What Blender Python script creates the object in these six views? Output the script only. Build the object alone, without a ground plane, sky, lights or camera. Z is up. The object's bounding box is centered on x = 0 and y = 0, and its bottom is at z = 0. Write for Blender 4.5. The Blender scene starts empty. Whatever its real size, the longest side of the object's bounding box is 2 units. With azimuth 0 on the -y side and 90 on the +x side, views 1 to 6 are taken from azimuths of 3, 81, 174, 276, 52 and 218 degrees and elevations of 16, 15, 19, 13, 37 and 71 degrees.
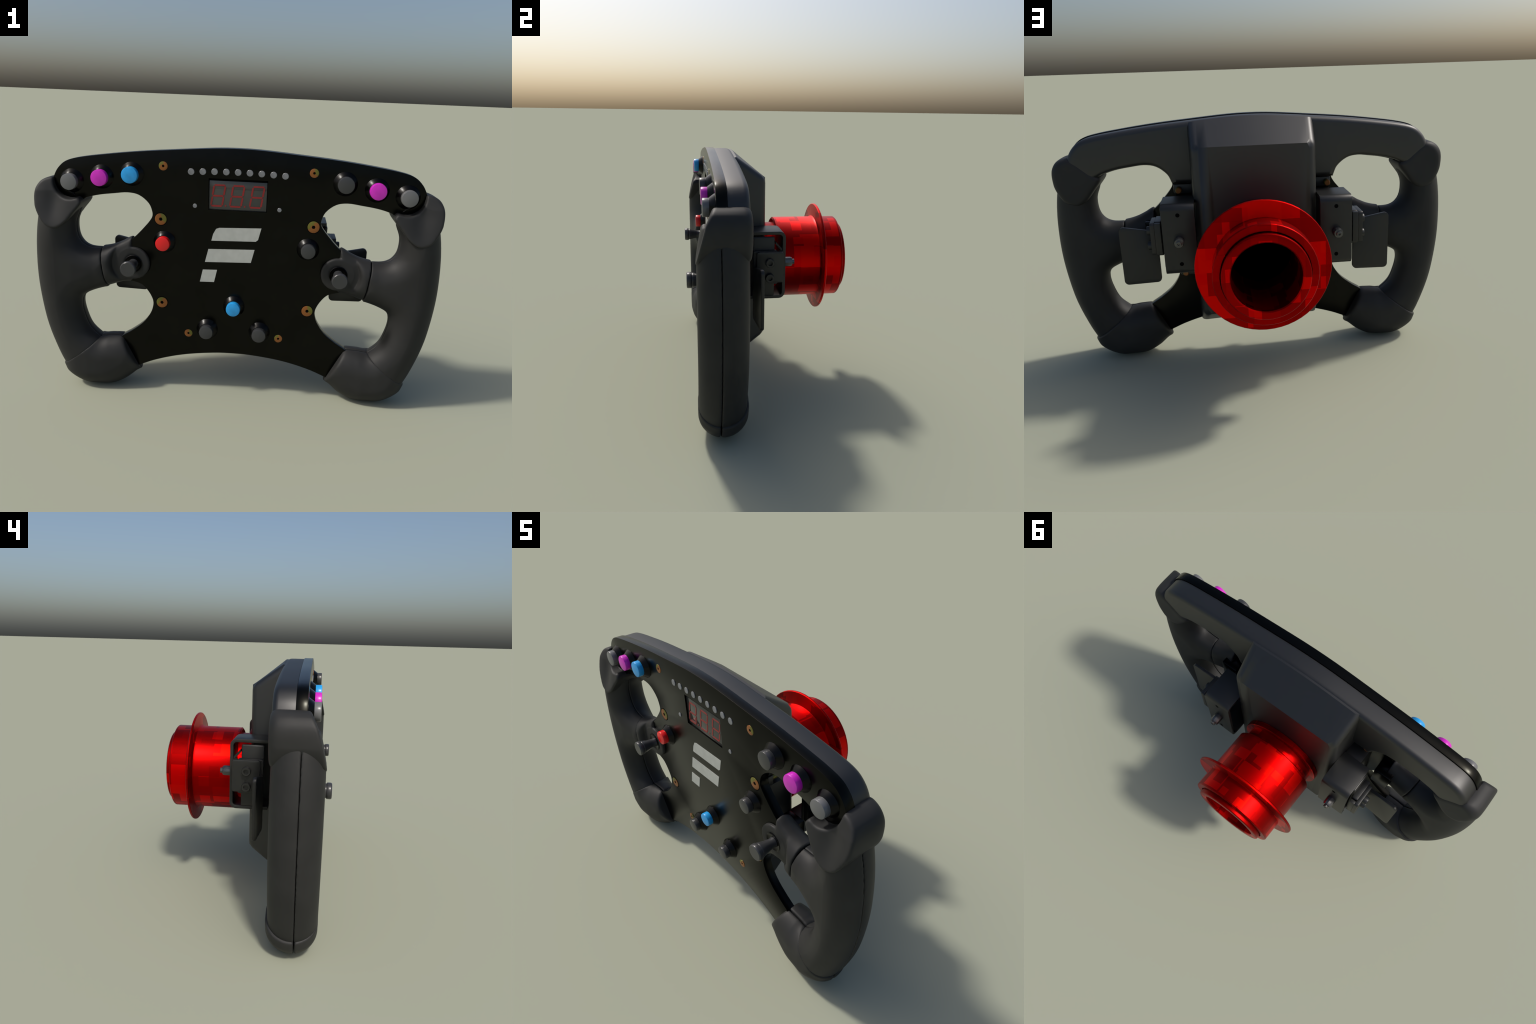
# Formula-style racing steering wheel: flat faceplate with buttons, moulded rear
# housing, rubber grips with end caps and thumb guards, paddle brackets and a red
# quick-release hub.  Metres, z up, wheel stands upright facing -y.
import bpy, bmesh, math, random
import numpy as np
from mathutils import Vector, Matrix

random.seed(7)
CX = 0.003                      # faceplate features sit a hair right of the box centre
FRONT = -0.315                  # front face of the faceplate
PLATE_BACK = -0.270

# ------------------------------------------------------------------ materials
def new_mat(name):
    m = bpy.data.materials.new(name)
    m.use_nodes = True
    nt = m.node_tree
    return m, nt, nt.nodes["Principled BSDF"]

def node(nt, kind, **kw):
    n = nt.nodes.new(kind)
    for k, v in kw.items():
        setattr(n, k, v)
    return n

def plain(name, col, rough=0.4, metal=0.0, coat=0.0, vary=0.12, scale=9.0, bump=0.0,
          bump_scale=180.0, spec=0.5):
    """Solid colour with faint cloudy variation and optional fine grain."""
    m, nt, b = new_mat(name)
    tc = node(nt, "ShaderNodeTexCoord")
    nz = node(nt, "ShaderNodeTexNoise")
    nz.inputs["Scale"].default_value = scale
    nz.inputs["Detail"].default_value = 4
    nt.links.new(tc.outputs["Object"], nz.inputs["Vector"])
    rp = node(nt, "ShaderNodeValToRGB")
    lo = [c * (1 - vary) for c in col]
    hi = [min(1, c * (1 + vary)) for c in col]
    rp.color_ramp.elements[0].position = 0.35
    rp.color_ramp.elements[1].position = 0.65
    rp.color_ramp.elements[0].color = (*lo, 1)
    rp.color_ramp.elements[1].color = (*hi, 1)
    nt.links.new(nz.outputs["Fac"], rp.inputs["Fac"])
    nt.links.new(rp.outputs["Color"], b.inputs["Base Color"])
    b.inputs["Roughness"].default_value = rough
    b.inputs["Metallic"].default_value = metal
    b.inputs["Coat Weight"].default_value = coat
    b.inputs["Specular IOR Level"].default_value = spec
    if bump > 0:
        n2 = node(nt, "ShaderNodeTexNoise")
        n2.inputs["Scale"].default_value = bump_scale
        nt.links.new(tc.outputs["Object"], n2.inputs["Vector"])
        bp = node(nt, "ShaderNodeBump")
        bp.inputs["Strength"].default_value = bump
        bp.inputs["Distance"].default_value = 0.002
        nt.links.new(n2.outputs["Fac"], bp.inputs["Height"])
        nt.links.new(bp.outputs["Normal"], b.inputs["Normal"])
    return m

def blocky_red(name):
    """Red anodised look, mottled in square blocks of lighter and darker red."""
    m, nt, b = new_mat(name)
    tc = node(nt, "ShaderNodeTexCoord")
    def layer(block, scale, seed):
        off = node(nt, "ShaderNodeVectorMath", operation='ADD')
        off.inputs[1].default_value = (seed, seed * 1.7, seed * 0.6)
        sn = node(nt, "ShaderNodeVectorMath", operation='SNAP')
        sn.inputs[1].default_value = (block, block, block)
        nz = node(nt, "ShaderNodeTexNoise")
        nz.inputs["Scale"].default_value = scale
        nz.inputs["Detail"].default_value = 1
        nt.links.new(tc.outputs["Object"], off.inputs[0])
        nt.links.new(off.outputs[0], sn.inputs[0])
        nt.links.new(sn.outputs[0], nz.inputs["Vector"])
        return nz.outputs["Fac"]
    a = layer(0.11, 6.0, 3.1303)
    c = layer(0.055, 11.0, 8.7171)
    mix = node(nt, "ShaderNodeMath", operation='MULTIPLY_ADD')
    mix.inputs[1].default_value = 0.55
    half = node(nt, "ShaderNodeMath", operation='MULTIPLY')
    half.inputs[1].default_value = 0.45
    nt.links.new(c, half.inputs[0])
    nt.links.new(a, mix.inputs[0])
    nt.links.new(half.outputs[0], mix.inputs[2])
    rp = node(nt, "ShaderNodeValToRGB")
    rp.color_ramp.interpolation = 'CONSTANT'
    e = rp.color_ramp.elements
    e[0].position = 0.0; e[0].color = (0.30, 0.0, 0.0, 1)
    e[1].position = 0.46; e[1].color = (0.36, 0.0, 0.0, 1)
    k = e.new(0.54); k.color = (0.68, 0.0, 0.0, 1)
    k = e.new(0.60); k.color = (0.72, 0.002, 0.0, 1)
    nt.links.new(mix.outputs[0], rp.inputs["Fac"])
    nt.links.new(rp.outputs["Color"], b.inputs["Base Color"])
    b.inputs["Roughness"].default_value = 0.38
    b.inputs["Metallic"].default_value = 0.92
    b.inputs["Specular IOR Level"].default_value = 0.3
    return m

def split_brass(name, turn):
    """Screw heads: brass orange on one side, olive on the other."""
    m, nt, b = new_mat(name)
    tc = node(nt, "ShaderNodeTexCoord")
    mp = node(nt, "ShaderNodeMapping")
    mp.inputs["Rotation"].default_value = (0, turn, 0)
    sx = node(nt, "ShaderNodeSeparateXYZ")
    nz = node(nt, "ShaderNodeTexNoise")
    nz.inputs["Scale"].default_value = 30
    ad = node(nt, "ShaderNodeMath", operation='MULTIPLY_ADD')
    ad.inputs[1].default_value = 20.0
    nt.links.new(tc.outputs["Object"], mp.inputs["Vector"])
    nt.links.new(mp.outputs["Vector"], sx.inputs[0])
    nt.links.new(tc.outputs["Object"], nz.inputs["Vector"])
    nt.links.new(sx.outputs["X"], ad.inputs[0])
    nt.links.new(nz.outputs["Fac"], ad.inputs[2])
    rp = node(nt, "ShaderNodeValToRGB")
    e = rp.color_ramp.elements
    e[0].position = 0.60; e[0].color = (0.27, 0.095, 0.02, 1)
    e[1].position = 0.68; e[1].color = (0.15, 0.14, 0.02, 1)
    nt.links.new(ad.outputs[0], rp.inputs["Fac"])
    nt.links.new(rp.outputs["Color"], b.inputs["Base Color"])
    b.inputs["Roughness"].default_value = 0.35
    b.inputs["Metallic"].default_value = 0.3
    return m

M = {}
M["plate"] = plain("black_faceplate", (0.0145, 0.0145, 0.0128), 0.26, metal=1.0, vary=0.06)
M["housing"] = plain("moulded_plastic", (0.0040, 0.0040, 0.0037), 0.47, vary=0.08, bump=0.02, spec=0.8)
M["rubber"] = plain("grip_rubber", (0.0225, 0.0225, 0.022), 0.55, vary=0.08, bump=0.04, spec=0.25)
M["guard"] = plain("guard_plastic", (0.025, 0.025, 0.0245), 0.55, vary=0.08, bump=0.03, spec=0.25)
M["bracket"] = plain("bracket_metal", (0.012, 0.012, 0.011), 0.42, vary=0.08, spec=0.5)
M["boss"] = plain("button_collar", (0.016, 0.016, 0.016), 0.27, metal=1.0, vary=0.05)
M["dark"] = plain("dark_void", (0.002, 0.002, 0.002), 0.8, spec=0.05)  # near-black, almost no gloss: darkness inside holes and hub bore painted in
M["steel"] = plain("dark_steel", (0.10, 0.10, 0.10), 0.25, metal=0.8)
M["grey"] = plain("grey_cap", (0.135, 0.137, 0.14), 0.3, vary=0.04)
M["black"] = plain("black_cap", (0.040, 0.041, 0.043), 0.3, vary=0.04)
M["magenta"] = plain("magenta_cap", (0.60, 0.022, 0.50), 0.3, vary=0.05, scale=40)
M["blue"] = plain("blue_cap", (0.022, 0.32, 0.72), 0.3, vary=0.08, scale=40)
M["redcap"] = plain("red_cap", (0.72, 0.010, 0.012), 0.3, vary=0.04)
M["led"] = plain("clear_led", (0.19, 0.195, 0.205), 0.3, vary=0.12, scale=60)
M["screen"] = plain("display_glass", (0.045, 0.045, 0.043), 0.06, vary=0.02, spec=0.6)
M["segment"] = plain("display_segment", (0.24, 0.010, 0.012), 0.3, vary=0.08)
M["white"] = plain("white_sticker", (0.46, 0.47, 0.44), 0.35, vary=0.06, scale=25)
M["red"] = blocky_red("red_hub")
M["brass_a"] = split_brass("brass_screw", 0.5)
M["brass_b"] = split_brass("brass_screw_turned", 2.4)

# ------------------------------------------------------------------ scene tree
root = bpy.data.objects.new("steering_wheel", None)
bpy.context.collection.objects.link(root)
root["label"] = "black racing steering wheel with coloured buttons and red hub"
root["category"] = "steering wheel"

def shade(mesh, angle=35):
    """Smooth shading with sharp edges above an angle."""
    mesh.polygons.foreach_set("use_smooth", [True] * len(mesh.polygons))
    mesh.set_sharp_from_angle(angle=math.radians(angle))

def add(name, mesh, mat, parent=None, loc=(0, 0, 0), rot=None, smooth=35):
    ob = bpy.data.objects.new(name, mesh)
    bpy.context.collection.objects.link(ob)
    ob.parent = parent or root
    ob.location = loc
    if rot:
        ob.rotation_euler = rot
    if mat and not mesh.materials:
        mesh.materials.append(M[mat])
    if smooth:
        shade(mesh, smooth)
    return ob

def mesh_of(bm, name):
    bmesh.ops.recalc_face_normals(bm, faces=bm.faces)
    me = bpy.data.meshes.new(name)
    bm.to_mesh(me)
    bm.free()
    return me

# ------------------------------------------------------------------ 2D outlines
def smooth_closed(pts, per=8):
    """Centripetal-like Catmull-Rom through a closed list of (x, z) points."""
    P = np.array(pts, float)
    n = len(P)
    out = []
    for i in range(n):
        p0, p1, p2, p3 = P[i - 1], P[i], P[(i + 1) % n], P[(i + 2) % n]
        d = np.linalg.norm(p2 - p1)
        m1 = (p2 - p0) / max(np.linalg.norm(p2 - p1) + np.linalg.norm(p1 - p0), 1e-9) * d
        m2 = (p3 - p1) / max(np.linalg.norm(p3 - p2) + np.linalg.norm(p2 - p1), 1e-9) * d
        for k in range(per):
            t = k / per
            h = (2*t**3-3*t**2+1, t**3-2*t**2+t, -2*t**3+3*t**2, t**3-t**2)
            out.append(h[0]*p1 + h[1]*m1 + h[2]*p2 + h[3]*m2)
    return np.array(out)

def area(P):
    x, y = P[:, 0], P[:, 1]
    return 0.5 * np.sum(x * np.roll(y, -1) - np.roll(x, -1) * y)

def inset(P, d):
    """Move a counter-clockwise outline inward by d (mitred)."""
    a = np.roll(P, 1, 0); b = np.roll(P, -1, 0)
    e1 = P - a; e1 /= np.linalg.norm(e1, axis=1)[:, None]
    e2 = b - P; e2 /= np.linalg.norm(e2, axis=1)[:, None]
    n1 = np.stack([-e1[:, 1], e1[:, 0]], 1); n2 = np.stack([-e2[:, 1], e2[:, 0]], 1)
    n = n1 + n2
    n /= np.maximum(np.sum(n * n1, 1), 0.5)[:, None]
    return P + n * d

def slab(outline, y0, y1, r0, r1, seg=3, holes=()):
    """Prism along y with rounded front (r0) and rear (r1) edges; holes go straight through."""
    P = np.array(outline, float)
    if area(P) < 0:
        P = P[::-1]
    rings = []
    for k in range(seg + 1 if r0 > 0 else 1):
        a = math.pi / 2 * k / seg
        rings.append((r0 * (1 - math.sin(a)), y0 + r0 * (1 - math.cos(a))))
    for k in range(seg, -1, -1) if r1 > 0 else [0]:
        a = math.pi / 2 * k / seg
        rings.append((r1 * (1 - math.sin(a)), y1 - r1 * (1 - math.cos(a))))
    bm = bmesh.new()
    vr = []
    for off, y in rings:
        Q = inset(P, off) if off > 1e-6 else P
        vr.append([bm.verts.new((q[0], y, q[1])) for q in Q])
    n = len(P)
    for A, B in zip(vr[:-1], vr[1:]):
        for i in range(n):
            j = (i + 1) % n
            bm.faces.new((A[i], A[j], B[j], B[i]))
    hv = []
    for H in holes:
        h0 = [bm.verts.new((q[0], y0, q[1])) for q in H]
        h1 = [bm.verts.new((q[0], y1, q[1])) for q in H]
        for i in range(len(H)):
            j = (i + 1) % len(H)
            bm.faces.new((h0[i], h0[j], h1[j], h1[i]))
        hv.append((h0, h1))
    for side, ring in ((0, vr[0]), (1, vr[-1])):
        loops = [ring] + [h[side] for h in hv]
        edges = []
        for L in loops:
            for i in range(len(L)):
                e = bm.edges.get((L[i], L[(i + 1) % len(L)]))
                edges.append(e)
        bmesh.ops.triangle_fill(bm, use_beauty=True, use_dissolve=False, edges=edges)
    return mesh_of(bm, "slab")

def rect(x0, x1, z0, z1, r=0.0, seg=5):
    if r <= 0:
        return [(x0, z0), (x1, z0), (x1, z1), (x0, z1)]
    out = []
    for cx, cz, a0 in ((x1-r, z0+r, -90), (x1-r, z1-r, 0), (x0+r, z1-r, 90), (x0+r, z0+r, 180)):
        for k in range(seg + 1):
            a = math.radians(a0 + 90 * k / seg)
            out.append((cx + r*math.cos(a), cz + r*math.sin(a)))
    return out

def lathe(profile, seg=48, name="lathe"):
    """Spin (radius, y) profile about the local y axis; open ends at radius 0 are closed."""
    bm = bmesh.new()
    rings = []
    for r, y in profile:
        if r < 1e-6:
            rings.append([bm.verts.new((0, y, 0))])
        else:
            rings.append([bm.verts.new((r*math.cos(2*math.pi*i/seg), y, r*math.sin(2*math.pi*i/seg)))
                          for i in range(seg)])
    for A, B in zip(rings[:-1], rings[1:]):
        for i in range(seg):
            j = (i + 1) % seg
            if len(A) == 1 and len(B) == 1:
                continue
            if len(A) == 1:
                bm.faces.new((A[0], B[i], B[j]))
            elif len(B) == 1:
                bm.faces.new((A[i], A[j], B[0]))
            else:
                bm.faces.new((A[i], A[j], B[j], B[i]))
    return mesh_of(bm, name)

def box(x0, x1, y0, y1, z0, z1, bev=0.004, seg=2):
    bm = bmesh.new()
    bmesh.ops.create_cube(bm, size=1)
    for v in bm.verts:
        v.co = Vector(((x0+x1)/2 + v.co.x*(x1-x0), (y0+y1)/2 + v.co.y*(y1-y0), (z0+z1)/2 + v.co.z*(z1-z0)))
    if bev > 0:
        bmesh.ops.bevel(bm, geom=bm.edges[:], offset=bev, segments=seg, affect='EDGES', profile=0.5)
    return mesh_of(bm, "box")

def lathe_at(c, r, y0, y1):
    me = lathe([(0, y0), (r, y0), (r, y1), (0, y1)], 32)
    me.transform(Matrix.Translation(c))
    return me

def side_prism(yz, x0, x1, bev=0.002):
    """Prism along x from a (y, z) outline with softened rims."""
    me = slab([(p[0], p[1]) for p in yz], x0, x1, bev, bev, 2)
    co = np.empty(len(me.vertices) * 3)
    me.vertices.foreach_get("co", co)
    co = co.reshape(-1, 3)
    co = co[:, [1, 0, 2]]                       # (y, x, z) -> (x, y, z)
    me.vertices.foreach_set("co", co.ravel())
    me.flip_normals()
    me.update()
    return me

def mirrored(me):
    m2 = me.copy()
    co = np.empty(len(m2.vertices) * 3)
    m2.vertices.foreach_get("co", co)
    co[0::3] *= -1
    m2.vertices.foreach_set("co", co)
    m2.flip_normals()
    m2.update()
    return m2

def both(name, me, mat, parent=None, smooth=35, shift=0.0):
    """Right-hand part and its mirror image."""
    a = add(name, me, mat, parent, (shift, 0, 0), smooth=smooth)
    b = add(name, mirrored(me), mat, parent, (shift, 0, 0), smooth=smooth)
    return a, b

# ------------------------------------------------------------------ soft bodies from distance fields
def dist2d(P, X, Z):
    """Signed distance to closed outline P, positive inside."""
    best = np.full(X.shape, 1e9)
    inside = np.zeros(X.shape, bool)
    Q = np.roll(P, -1, 0)
    for (ax, az), (bx, bz) in zip(P, Q):
        dx, dz = bx - ax, bz - az
        L = dx*dx + dz*dz + 1e-12
        t = np.clip(((X-ax)*dx + (Z-az)*dz) / L, 0, 1)
        best = np.minimum(best, (X-ax-t*dx)**2 + (Z-az-t*dz)**2)
        if az != bz:
            cross = ((az > Z) != (bz > Z)) & (X < (bx-ax)*(Z-az)/(bz-az) + ax)
            inside ^= cross
    d = np.sqrt(best)
    return np.where(inside, d, -d)

def smax(a, b, k):
    h = np.clip(0.5 + 0.5*(a-b)/k, 0, 1)
    return b + (a-b)*h + k*h*(1-h)

def smin(a, b, k):
    return -smax(-a, -b, k)

class Grid:
    def __init__(s, lo, hi, h):
        s.lo = np.array(lo, float); s.h = h
        n = np.ceil((np.array(hi) - s.lo) / h).astype(int) + 1
        s.x, s.y, s.z = [s.lo[i] + h*np.arange(n[i]) for i in range(3)]
        s.X, s.Y, s.Z = np.meshgrid(s.x, s.y, s.z, indexing='ij')
    def flat(s, P):
        X, Z = np.meshgrid(s.x, s.z, indexing='ij')
        return dist2d(P, X, Z)[:, None, :]
    def mesh(s, F, relax=1):
        """Naive surface nets of F < 0."""
        n = F.shape
        neg = F < 0
        c = [(i, j, k) for i in (0, 1) for j in (0, 1) for k in (0, 1)]
        sl = lambda A, o: A[o[0]:n[0]-1+o[0], o[1]:n[1]-1+o[1], o[2]:n[2]-1+o[2]]
        cnt = sum(sl(neg, o).astype(int) for o in c)
        act = (cnt > 0) & (cnt < 8)
        idx = -np.ones(act.shape, int)
        idx[act] = np.arange(act.sum())
        cell = np.argwhere(act)
        vals = np.stack([sl(F, o)[act] for o in c], 1)
        pos = np.zeros((len(cell), 3)); num = np.zeros(len(cell))
        for a in range(8):
            for b in range(a+1, 8):
                if sum(abs(c[a][i]-c[b][i]) for i in range(3)) != 1:
                    continue
                fa, fb = vals[:, a], vals[:, b]
                m = (fa < 0) != (fb < 0)
                t = np.where(m, fa / np.where(m, fa-fb, 1), 0)
                p = np.array(c[a])[None] + t[:, None]*(np.array(c[b])-np.array(c[a]))[None]
                pos += p*m[:, None]; num += m
        V = s.lo + s.h*(cell + pos/num[:, None])
        faces = []
        for ax in range(3):
            u, v = (ax+1) % 3, (ax+2) % 3
            A = [slice(None)]*3; B = [slice(None)]*3
            A[ax] = slice(0, -1); B[ax] = slice(1, None)
            ch = neg[tuple(A)] != neg[tuple(B)]
            e = np.argwhere(ch)
            ok = (e[:, u] > 0) & (e[:, v] > 0) & (e[:, u] < n[u]-1) & (e[:, v] < n[v]-1)
            e = e[ok]
            up = neg[tuple(A)][tuple(e.T)]
            q = []
            for du, dv in ((1, 1), (0, 1), (0, 0), (1, 0)):
                f = e.copy(); f[:, u] -= du; f[:, v] -= dv
                q.append(idx[tuple(f.T)])
            q = np.stack(q, 1)
            q[~up] = q[~up][:, ::-1]
            faces.append(q)
        Fc = np.concatenate(faces)
        for _ in range(relax):                      # gentle relaxation of grid ripple
            acc = np.zeros_like(V); w = np.zeros(len(V))
            for i in range(4):
                a, b = Fc[:, i], Fc[:, (i+1) % 4]
                np.add.at(acc, a, V[b]); np.add.at(w, a, 1)
                np.add.at(acc, b, V[a]); np.add.at(w, b, 1)
            V = 0.5*V + 0.5*acc/w[:, None]
        me = bpy.data.meshes.new("body")
        me.from_pydata(V.tolist(), [], Fc.tolist())
        me.update()
        return me

def puff(d, Y, yc, Rin, Ry):
    """Outline inflated to an elliptical section of half-depth Ry."""
    return np.sqrt(np.maximum(Rin - d, 0)**2 + ((Y-yc)*Rin/Ry)**2) - Rin + 0*d

def half_plane(X, Z, a, b):
    """Signed distance to the line a->b, positive on its left."""
    dx, dz = b[0]-a[0], b[1]-a[1]
    L = math.hypot(dx, dz)
    return (dx*(Z-a[1]) - dz*(X-a[0])) / L

H = 0.005
YC = -0.288                     # mid-depth of the grips
SEAM = -0.300                   # front/rear moulding split

guard_outline = smooth_closed([
    (0.884, 1.092), (0.918, 1.082), (0.944, 1.060), (0.960, 1.028), (0.962, 0.980), (0.952, 0.926), (0.924, 0.876),
    (0.872, 0.854), (0.824, 0.876), (0.778, 0.930), (0.744, 0.975), (0.748, 0.992), (0.780, 1.020), (0.850, 1.078)], 6)

# ---- grips: C-shaped tube with a spoke toward the hub
grip_outline = smooth_closed([
    (0.905, 1.050), (0.950, 0.998), (0.975, 0.920), (0.993, 0.805), (0.9995, 0.680), (0.997, 0.570),
    (0.984, 0.450), (0.964, 0.340), (0.930, 0.230), (0.886, 0.125), (0.840, 0.060), (0.760, 0.035),
    (0.660, 0.120), (0.640, 0.230), (0.693, 0.270), (0.740, 0.316), (0.766, 0.378), (0.778, 0.440), (0.768, 0.487),
    (0.728, 0.514), (0.650, 0.540), (0.600, 0.545), (0.600, 0.750), (0.665, 0.748), (0.727, 0.751),
    (0.763, 0.769), (0.786, 0.808), (0.789, 0.875), (0.765, 0.950), (0.790, 1.020), (0.850, 1.060)], 6)
g = Grid((0.58, -0.4317, 0.0), (1.03, -0.15, 1.1), H)
d = g.flat(grip_outline)
depth = np.interp(g.X, [0.62, 0.70, 0.80, 0.88], [0.077, 0.083, 0.100, 0.109])      # spoke is flatter than the tube
low = np.interp(g.Z, [0.30, 0.42, 0.50, 0.78, 0.86, 0.95], [1, 1, 0, 0, 1, 1])
depth = depth + (0.109 - depth)*low
f = puff(d, g.Y, YC, 0.106, depth)
cutx = half_plane(g.X, g.Z, (0.640, 0.555), (0.668, 0.760))        # seam with the thumb pod
f = smax(f, cutx + 0.0015, 0.004)
f = np.maximum(f, g.flat(guard_outline) - 0.016 + 0*g.Y)     # the guard hides the grip's upper end
f = np.maximum(f, -half_plane(g.X, g.Z, (0.652, 0.297), (0.844, 0.149)) - 0.006)   # foot inside the end cap
for name, ff in (("grip", smax(f, g.Y - SEAM + 0.001, 0.003)), ("grip", smax(f, SEAM + 0.001 - g.Y, 0.003))):
    both(name, g.mesh(ff), "rubber", smooth=50)

# ---- lower end caps wrapped round the grip foot and the plate corner
cap_outline = smooth_closed([
    (0.990, 0.400), (0.937, 0.232), (0.889, 0.108), (0.871, 0.068), (0.818, 0.026), (0.760, 0.003), (0.700, 0.000),
    (0.620, 0.005), (0.552, 0.038), (0.498, 0.082), (0.440, 0.112), (0.480, 0.260), (0.570, 0.282), (0.640, 0.280),
    (0.690, 0.276), (0.735, 0.320), (0.772, 0.440)], 6)
g = Grid((0.44, -0.4317, -0.02), (0.95, -0.13, 0.36), H)
d = g.flat(cap_outline)
f = puff(d, g.Y, -0.284, 0.110, np.interp(g.X, [0.48, 0.56, 0.66, 0.74], [0.074, 0.093, 0.107, 0.114]))
f = smax(f, half_plane(g.X, g.Z, (0.652, 0.297), (0.844, 0.149)), 0.006)
f = smax(f, half_plane(g.X, g.Z, (0.488, 0.118), (0.572, 0.282)), 0.014)
for name, ff in (("end_cap", smax(f, g.Y - SEAM + 0.002, 0.008)), ("end_cap", smax(f, SEAM + 0.002 - g.Y, 0.008))):
    both(name, g.mesh(ff), "guard", smooth=50)

# ---- upper thumb guards: tongue-shaped blocks leaning forward
g = Grid((0.71, -0.4413, 0.82), (1.0, -0.14, 1.13), 0.0045)
d = g.flat(guard_outline)
rear = g.Y + 0.172
face = -(g.Y + np.interp(g.Z, [0.84, 0.88, 0.96, 1.03, 1.08, 1.12], [0.408, 0.399, 0.379, 0.360, 0.337, 0.318])) * 0.948
scoop = 0.014*np.exp(-(((g.X-0.875)/0.045)**2 + ((g.Z-0.98)/0.09)**2))
belly = 0.011 * np.clip(1 - ((g.Y + 0.290)/0.112)**4, 0, 1) * np.clip((g.Z - 0.895)/0.06, 0, 1) * np.clip((g.X - 0.89)/0.06, 0, 1)   # outer flank bulges
f = smax(-(d + belly), rear, 0.036)
f = smax(f, face + scoop, 0.012)
bite = 0.086 - np.hypot(g.X - 0.800, g.Z - 1.080)
f = smax(f, np.minimum(bite, -(g.Y + 0.312)), 0.010)
both("thumb_guard", g.mesh(f), "guard", smooth=50)

# ---- thumb pods: saddle between plate and grip spoke, hollowed round the stick
STX, STZ = 0.5055, 0.681
pod_outline = smooth_closed([
    (0.760, 0.752), (0.665, 0.755), (0.609, 0.767), (0.560, 0.788), (0.513, 0.812), (0.470, 0.800), (0.450, 0.690),
    (0.470, 0.585), (0.506, 0.580), (0.556, 0.577), (0.640, 0.549), (0.740, 0.520)], 6)
g = Grid((0.40, -0.4217, 0.52), (0.69, -0.15, 0.84), H)
d = g.flat(pod_outline)
ry = np.interp(g.X, [0.50, 0.57, 0.64, 0.67], [0.066, 0.072, 0.077, 0.078])
f = puff(d, g.Y, YC, 0.085, ry)
f = smax(f, -half_plane(g.X, g.Z, (0.640, 0.555), (0.668, 0.760)) + 0.0015, 0.004)
f = smax(f, 0.512 - g.X, 0.006)
rr = np.hypot(g.X - STX, g.Z - STZ)
bowl = np.minimum(0.106 - rr - 0.25*np.clip(g.Y + 0.33, -1, 0), -(g.Y + 0.330))
f = smax(f, bowl, 0.022)
hollow = np.maximum(np.minimum(0.098 - rr, g.Y + 0.212), np.minimum(0.046 - rr, g.Y + 0.262))
f = smax(f, hollow, 0.006)
disc = smax(rr - 0.082, np.abs(g.Y + 0.307) - 0.024, 0.006)
f = smin(f, disc, 0.006)
well = smax(rr - 0.045, g.Y + 0.3275, 0.003)
f = smax(f, -well, 0.003)
both("thumb_pod", g.mesh(f, 1), "guard", smooth=50)

# ------------------------------------------------------------------ faceplate
half_plate = [
    (0.000, 1.2630), (0.110, 1.2600), (0.290, 1.2460), (0.470, 1.2300), (0.640, 1.2090), (0.770, 1.1880),
    (0.828, 1.1690), (0.866, 1.1350), (0.888, 1.0950), (0.896, 1.0600), (0.880, 1.0150), (0.835, 0.9850),
    (0.775, 0.9760), (0.728, 0.9980), (0.668, 1.0140), (0.595, 1.0245), (0.527, 1.0320), (0.473, 1.0220),
    (0.426, 0.9840), (0.409, 0.9400), (0.413, 0.9130), (0.450, 0.8650), (0.505, 0.8080), (0.560, 0.7700),
    (0.610, 0.7400), (0.620, 0.6800), (0.600, 0.6100), (0.540, 0.5900), (0.469, 0.5700), (0.436, 0.5370),
    (0.412, 0.4920), (0.410, 0.4600), (0.424, 0.4170), (0.463, 0.3620), (0.525, 0.3120), (0.582, 0.2750),
    (0.625, 0.2300), (0.610, 0.1400), (0.550, 0.1050), (0.500, 0.1150), (0.410, 0.1520), (0.312, 0.1820),
    (0.212, 0.2025), (0.080, 0.2175), (0.000, 0.2195)]
full_plate = half_plate + [(-x, z) for x, z in half_plate[-2:0:-1]]
plate_curve = smooth_closed(full_plate, 4)
WIN = (-0.136, 0.146, 0.969, 1.1205)
face = add("faceplate", slab(plate_curve, FRONT, PLATE_BACK, 0.0025, 0.0015, 2,
                             holes=[rect(*WIN)]), "plate", loc=(0, 0, 0), smooth=30)

# display recessed in its window
disp = add("display", box(WIN[0]-0.004, WIN[1]+0.004, -0.3035, -0.275, WIN[2]-0.004, WIN[3]+0.004, 0), "dark", face)
add("display_panel", box(WIN[0]+0.001, WIN[1]-0.003, -0.3075, -0.302, WIN[2]+0.0005, 1.1095, 0.0008), "screen", disp)

def bar(p, q, w, y0, y1):
    """Thin bar with pointed ends from p to q."""
    p, q = np.array(p), np.array(q)
    t = (q-p)/np.linalg.norm(q-p); n = np.array([-t[1], t[0]])
    pts = [p - t*0, p + t*w/2 + n*w/2, q - t*w/2 + n*w/2, q, q - t*w/2 - n*w/2, p + t*w/2 - n*w/2]
    return slab([(a[0], a[1]) for a in pts], y0, y1, 0, 0)

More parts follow.
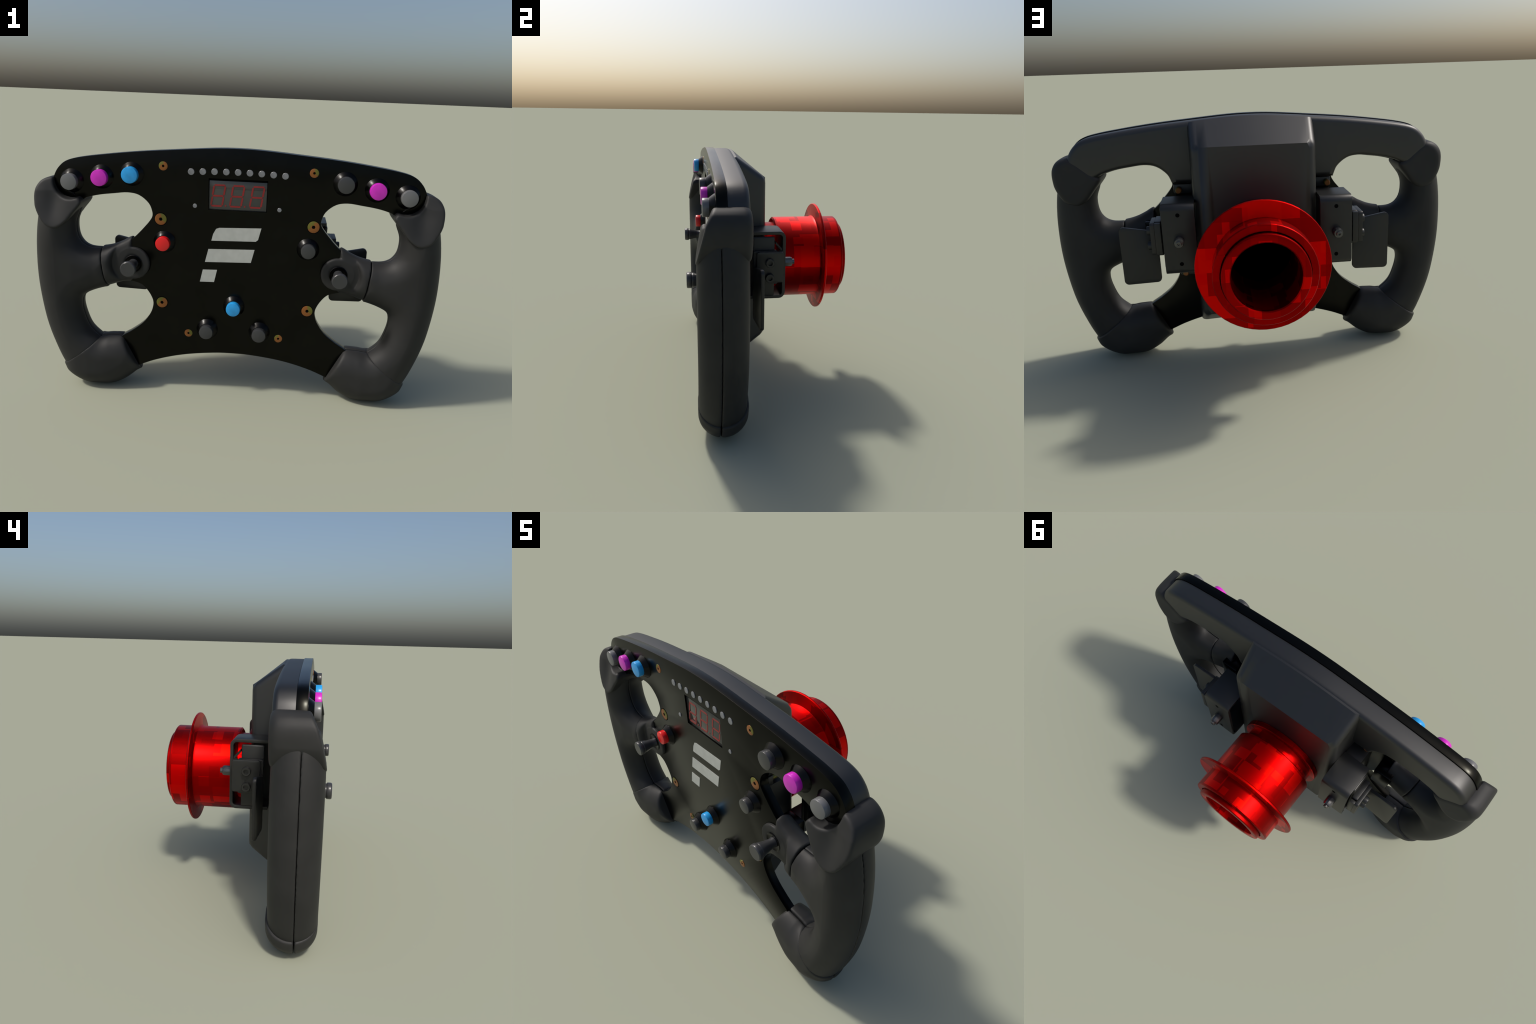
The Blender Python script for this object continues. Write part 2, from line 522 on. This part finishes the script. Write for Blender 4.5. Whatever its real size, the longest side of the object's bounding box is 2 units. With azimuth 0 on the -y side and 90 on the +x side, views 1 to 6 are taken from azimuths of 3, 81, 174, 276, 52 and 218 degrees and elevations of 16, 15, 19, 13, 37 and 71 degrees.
SEG_Y = (-0.3087, -0.3072)
for ox in (-0.1100, -0.0190, 0.0765):
    top, mid, bot = 1.0885, 1.0370, 0.9880
    sl = lambda z: (z - top) * 0.145                 # slant of the figures
    L = lambda z: ox + sl(z); R = lambda z: ox + 0.054 + sl(z)
    gz = 0.003
    for a, b in (((L(top), top), (R(top), top)), ((L(mid), mid), (R(mid), mid)), ((L(bot), bot), (R(bot), bot)),
                 ((L(top), top-gz), (L(mid), mid+gz)), ((R(top), top-gz), (R(mid), mid+gz)),
                 ((L(mid), mid-gz), (L(bot), bot+gz)), ((R(mid), mid-gz), (R(bot), bot+gz))):
        add("display_segment", bar(a, b, 0.0080, *SEG_Y), "segment", disp, smooth=None)
for x in (-0.0535, 0.0390):
    add("decimal_point", lathe([(0, -0.3087), (0.0042, -0.3087), (0.0042, -0.306)], 16), "segment", disp, (x, 0, 0.9905))

# white sticker: three slanted bars
def sticker(pts):
    add("sticker_bar", slab(pts, FRONT-0.0012, FRONT+0.001, 0, 0), "white", face, smooth=None)
sticker([(-0.118, 0.816), (0.099, 0.8225), (0.110, 0.832), (0.124, 0.890), (-0.080, 0.882), (-0.096, 0.876), (-0.110, 0.850)])
sticker([(-0.148, 0.706), (0.079, 0.714), (0.095, 0.781), (-0.132, 0.773)])
sticker([(-0.172, 0.602), (-0.101, 0.604), (-0.087, 0.668), (-0.158, 0.666)])

# shift lights
led = lathe([(0.0155, FRONT+0.004), (0.0155, FRONT-0.002), (0.0142, FRONT-0.0032), (0, FRONT-0.0035)], 24)
small = lathe([(0.0102, FRONT+0.004), (0.0102, FRONT-0.002), (0.0092, FRONT-0.003), (0, FRONT-0.0033)], 20)
for i in range(9):
    t = i - 4
    add("shift_light", led, "led", face, (CX + 0.0558*t, 0, 1.1535 - 0.00041*t*t))
for x in (-0.2005, 0.206):
    add("indicator_light", small, "led", face, (x, 0, 0.9845))

# countersunk screws with a hex socket
def screw_mesh(r):
    hx = [(0.32*r*math.cos(math.pi/3*k), 0.32*r*math.sin(math.pi/3*k)) for k in range(6)]
    rim = [(r*math.cos(math.pi/14*k), r*math.sin(math.pi/14*k)) for k in range(28)]
    return slab(rim, FRONT-0.0016, FRONT+0.004, 0.0015, 0, 2, holes=[hx])
for i, (x, z, r) in enumerate([(0.357, 1.1675, 0.0215), (0.3705, 0.910, 0.029), (0.367, 0.479, 0.028), (0.2305, 0.3195, 0.0205)]):
    for s in (1, -1):
        me = screw_mesh(r)
        add("screw", me, "brass_a" if (i + (s > 0)) % 2 else "brass_b", face, (s*x + CX, 0, z))
        add("screw_socket", lathe([(0.3*r*1.15, FRONT-0.0003), (0, FRONT-0.0003)], 12), "dark", face, (s*x + CX, 0, z), smooth=None)
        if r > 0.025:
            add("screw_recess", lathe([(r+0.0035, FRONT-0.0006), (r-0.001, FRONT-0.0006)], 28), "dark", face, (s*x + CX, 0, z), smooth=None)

# push buttons: glossy conical collar with a coloured cap
collar = lathe([(0.0575, FRONT+0.002), (0.0575, FRONT-0.001), (0.0560, FRONT-0.0025), (0.0405, -0.3385), (0.0385, -0.3395), (0, -0.3395)], 40)
def cap(r, tip):
    return lathe([(r-0.001, -0.3370), (r, -0.3390), (r, tip+0.0035), (r-0.0012, tip+0.001), (r-0.0038, tip), (0, tip)], 40)
caps = {"big": cap(0.0390, -0.367), "mid": cap(0.0368, -0.367)}
for x, z, col, size in [(-0.798, 1.077, "grey", "big"), (-0.6515, 1.1025, "magenta", "big"), (-0.505, 1.1225, "blue", "big"),
                        (0.508, 1.124, "black", "big"), (0.657, 1.102, "magenta", "big"), (0.8025, 1.077, "grey", "big"),
                        (-0.3495, 0.797, "redcap", "mid"), (0.354, 0.798, "black", "mid"), (0.002, 0.480, "blue", "mid"),
                        (-0.131, 0.348, "black", "mid"), (0.135, 0.348, "black", "mid")]:
    b = add("push_button", collar, "boss", face, (x, 0, z))
    if size == "mid":
        b.scale = (0.95, 1, 0.95)
    add("button_cap", caps[size].copy(), col, b)

# thumb sticks
for x in (-0.5030, 0.5080):
    add("stick_housing", box(x - 0.048, x + 0.048, -0.272, -0.196, 0.606, 0.757, 0.006), "boss", face)
stick = lathe([(0.024, -0.322), (0.024, -0.335), (0.0215, -0.340), (0.025, -0.365), (0.031, -0.392), (0.034, -0.402),
               (0.0345, -0.407), (0.0335, -0.4095), (0.0375, -0.4115), (0.0385, -0.415), (0.0385, -0.428), (0.037, -0.4325),
               (0.034, -0.4348), (0, -0.4348)], 40)
for x in (-0.5030, 0.5080):
    add("thumb_stick", stick, "black", None, (x, 0, 0.6805))
    add("stick_ring", lathe([(0.045, -0.326), (0.045, -0.3325), (0.042, -0.3345), (0.040, -0.3325), (0.034, -0.3305), (0, -0.3305)], 36), "boss", None, (x, 0, 0.6805))

# ------------------------------------------------------------------ rear housing
half_shell = [
    (0.000, 1.2580), (0.110, 1.2550), (0.290, 1.2410), (0.470, 1.2250), (0.640, 1.2040), (0.770, 1.1830),
    (0.824, 1.1640), (0.861, 1.1310), (0.883, 1.0930), (0.890, 1.0600), (0.875, 1.0200), (0.835, 0.9930),
    (0.775, 0.9850), (0.728, 1.0060), (0.668, 1.0230), (0.595, 1.0340), (0.527, 1.0400), (0.473, 1.0290),
    (0.424, 0.9900), (0.405, 0.9480)]
tail = [(0.403, 0.9405), (0.200, 0.9405)]
loop = half_shell + tail + [(-x, z) for x, z in (half_shell[1:] + tail)[::-1]]
sm = smooth_closed(loop, 4)
k = 4*(len(half_shell)-1)
arm = [(float(x), float(z)) for x, z in sm[:k+1]]
sh_full = arm + tail + [(-x, z) for x, z in (arm[1:] + tail)[::-1]]
housing = add("rear_housing", slab(sh_full, PLATE_BACK+0.001, -0.176, 0.001, 0.026, 5), "housing", smooth=40)

# central hump that carries the hub
def shell_top(x):                                  # crown line of the housing
    xs, zs = zip(*half_shell[:6])
    return np.interp(abs(x), xs, zs)
hump_yz = [(-0.240, None), (-0.176, None), (-0.028, 1.134), (-0.028, 0.302), (-0.120, 0.232), (-0.268, 0.190)]
def hump_x(y):                                     # draft of the side walls
    return float(np.interp(y, [-0.27, -0.17, -0.06, -0.028], [0.311, 0.304, 0.295, 0.291]))
bm = bmesh.new()
cols = []
for c in np.linspace(-1, 1, 15):
    col = []
    for k, (y, z) in enumerate(hump_yz):
        x = c * hump_x(y)
        if z is None:
            z = shell_top(x) - (0.010, 0.0035)[k]
        elif k >= 3:                                # underside arches up with the plate's lower edge
            z += 0.014 * (1 - (c*hump_x(y)/0.30)**2) * (0, 0, 0, 0.1, 0.7, 1)[k]
        col.append(bm.verts.new((x + 0.004, y, z)))
    cols.append(col)
n = len(hump_yz)
bm.faces.new(cols[0]); bm.faces.new(cols[-1][::-1])
for P, Q in zip(cols[:-1], cols[1:]):
    for i in range(n):
        j = (i+1) % n
        bm.faces.new((P[i], Q[i], Q[j], P[j]))
rim_edges = []
for S in (cols[0], cols[-1]):
    for i in range(1, 4):
        rim_edges.append(bm.edges.get((S[i], S[i+1])))
for P, Q in zip(cols[:-1], cols[1:]):
    rim_edges.append(bm.edges.get((P[2], Q[2])))
    rim_edges.append(bm.edges.get((P[3], Q[3])))
bmesh.ops.bevel(bm, geom=rim_edges, offset=0.030, segments=6, affect='EDGES', profile=0.5, clamp_overlap=True)
hump = add("housing_hump", mesh_of(bm, "hump"), "housing", housing, smooth=40)
# bore for the hub
drill = bpy.data.objects.new("drill", lathe([(0, -0.262), (0.235, -0.262), (0.235, -0.060), (0.1875, -0.060), (0.1875, 0.05), (0, 0.05)], 56))
bpy.context.collection.objects.link(drill)
drill.location = (CX, 0, 0.653)
md = hump.modifiers.new("bore", 'BOOLEAN'); md.object = drill; md.operation = 'DIFFERENCE'; md.solver = 'EXACT'
bpy.context.view_layer.update()
cut = bpy.data.meshes.new_from_object(hump.evaluated_get(bpy.context.evaluated_depsgraph_get()))
hump.modifiers.clear(); hump.data = cut
shade(cut, 40)
bpy.data.objects.remove(drill)

# screw bosses behind the plate with brass screw tips
for s in (1, -1):
    for z in (0.906, 0.470):
        add("screw_boss", box(0.285, 0.403, -0.271, -0.236, z-0.024, z+0.026, 0.006) if s > 0 else
            box(-0.397, -0.280, -0.271, -0.236, z-0.024, z+0.026, 0.006), "housing", housing)
        add("screw_tip", lathe([(0.016, -0.24), (0.016, -0.203), (0.012, -0.198), (0, -0.198)], 20), "brass_a", housing, (s*0.375 + 0.001, 0, z-0.001))

# ------------------------------------------------------------------ red quick-release hub
hub = add("quick_release_hub", lathe([
    (0.188, -0.0265), (0.228, -0.0265), (0.228, -0.001), (0.226, 0.001), (0.196, 0.001), (0.196, 0.052),
    (0.217, 0.052), (0.225, 0.058), (0.225, 0.272), (0.230, 0.283), (0.240, 0.287), (0.296, 0.2895), (0.2985, 0.292),
    (0.2985, 0.300), (0.296, 0.3025), (0.226, 0.3035), (0.225, 0.304), (0.225, 0.4065), (0.222, 0.410), (0.194, 0.410), (0.194, 0.30), (0.150, 0.30),
    (0.150, 0.08), (0.188, 0.078), (0.188, -0.0265)], 56), "red", None, (CX, 0, 0.653), smooth=30)
add("hub_collar", lathe([(0.189, 0.30), (0.189, 0.430), (0.186, 0.4335), (0.1825, 0.4348), (0.156, 0.4348), (0.151, 0.430),
                         (0.148, 0.40), (0.148, 0.080)], 56), "red", hub, smooth=30)
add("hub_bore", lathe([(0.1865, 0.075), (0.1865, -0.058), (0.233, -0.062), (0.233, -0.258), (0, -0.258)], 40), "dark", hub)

# ------------------------------------------------------------------ paddle brackets
def bracket_frame():
    """C-shaped strap: top leg, rear wall, bottom leg with rounded bends."""
    t, r = 0.0155, 0.032
    y0, y1, z0, z1 = -0.135, 0.050, 0.553, 0.893
    out = [(y0, z0)]
    for cy, cz, a0 in ((y1-r, z0+r, -90), (y1-r, z1-r, 0)):
        for k in range(7):
            a = math.radians(a0 + 15*k)
            out.append((cy + r*math.cos(a), cz + r*math.sin(a)))
    out += [(y0, z1), (y0, z1-t)]
    ri = r - t
    for cy, cz, a0 in ((y1-r, z1-r, 90), (y1-r, z0+r, 0)):
        for k in range(7):
            a = math.radians(a0 - 15*k)
            out.append((cy + ri*math.cos(a), cz + ri*math.sin(a)))
    out.append((y0, z0+t))
    return out
frames = both("paddle_bracket", side_prism(bracket_frame(), 0.2935, 0.4465, 0.0012), "bracket", shift=0.002)
for s, fr in zip((1, -1), frames):
    mir = (lambda me: me) if s > 0 else mirrored
    add("switch_panel", mir(box(0.4360, 0.4540, -0.112, -0.0055, 0.5700, 0.8690, 0.007, 3)), "bracket", fr)
    add("bracket_mount", mir(box(0.300, 0.392, PLATE_BACK - 0.001, -0.1335, 0.572, 0.876, 0.003)), "bracket", fr)
    # hinge plates beside the bracket
    add("hinge_plate", mir(side_prism(rect(-0.113, 0.006, 0.640, 0.806, 0.008), 0.454, 0.4835, 0.0015)), "bracket", fr)
    add("hinge_plate", mir(side_prism(rect(-0.100, 0.031, 0.6525, 0.8050, 0.012), 0.4835, 0.5040, 0.002)), "bracket", fr)
    add("hinge_plate", mir(box(0.455, 0.4835, 0.012, 0.0305, 0.655, 0.803, 0.002)), "bracket", fr)
    for z in (0.7545, 0.6805):
        bolt = lathe([(0.0215, 0), (0.0215, 0.019), (0.0195, 0.0225), (0.0115, 0.0225), (0.0115, 0.011), (0, 0.011)], 28)
        bolt.transform(Matrix.Rotation(math.radians(-90), 4, 'Z'))
        bolt.transform(Matrix.Translation((0.5040, -0.038, z)))
        add("bolt", mir(bolt), "bracket", fr)
    # paddle blade, turned slightly about z
    blade_o = []
    for (x, z, r, a0) in ((0.487, 0.468, 0.022, 180), (0.668, 0.468, 0.022, 270), (0.668, 0.762, 0.022, 0)):
        cx = x + r if a0 == 180 else x - r
        cz = z - r if a0 == 0 else z + r
        for k in range(7):
            a = math.radians(a0 + 15*k)
            blade_o.append((cx + r*math.cos(a), cz + r*math.sin(a)))
    blade_o += [(0.545, 0.742), (0.505, 0.731), (0.487, 0.728)]
    me = slab(blade_o, -0.009, 0.009, 0.004, 0.003, 2)
    for v in me.vertices:
        v.co.y += -0.108 + (v.co.x - 0.485) * 0.075
    add("shift_paddle", mir(me), "bracket", fr)
    # adjusting nut and pin on the rear wall
    add("adjusting_nut", lathe([(0.0175, 0.049), (0.0245, 0.0505), (0.0245, 0.068), (0.0245, 0.088), (0.021, 0.096), (0.013, 0.0975),
                        (0.0135, 0.107), (0.011, 0.1085), (0.006, 0.1085), (0.006, 0.101), (0, 0.101)], 12), "steel", fr, (s*0.372, 0, 0.7215), smooth=25)
    for z in (0.843, 0.6065):
        add("pin_hole", lathe([(0.0098, 0.0506), (0, 0.0506)], 20), "dark", fr, (s*0.370, 0, z), smooth=None)
    add("lever_bar", mir(side_prism([(0.000, 0.842), (0.000, 0.828), (0.034, 0.79), (0.034, 0.806)], 0.40, 0.44, 0.001)), "bracket", fr, smooth=None)

bpy.context.view_layer.update()
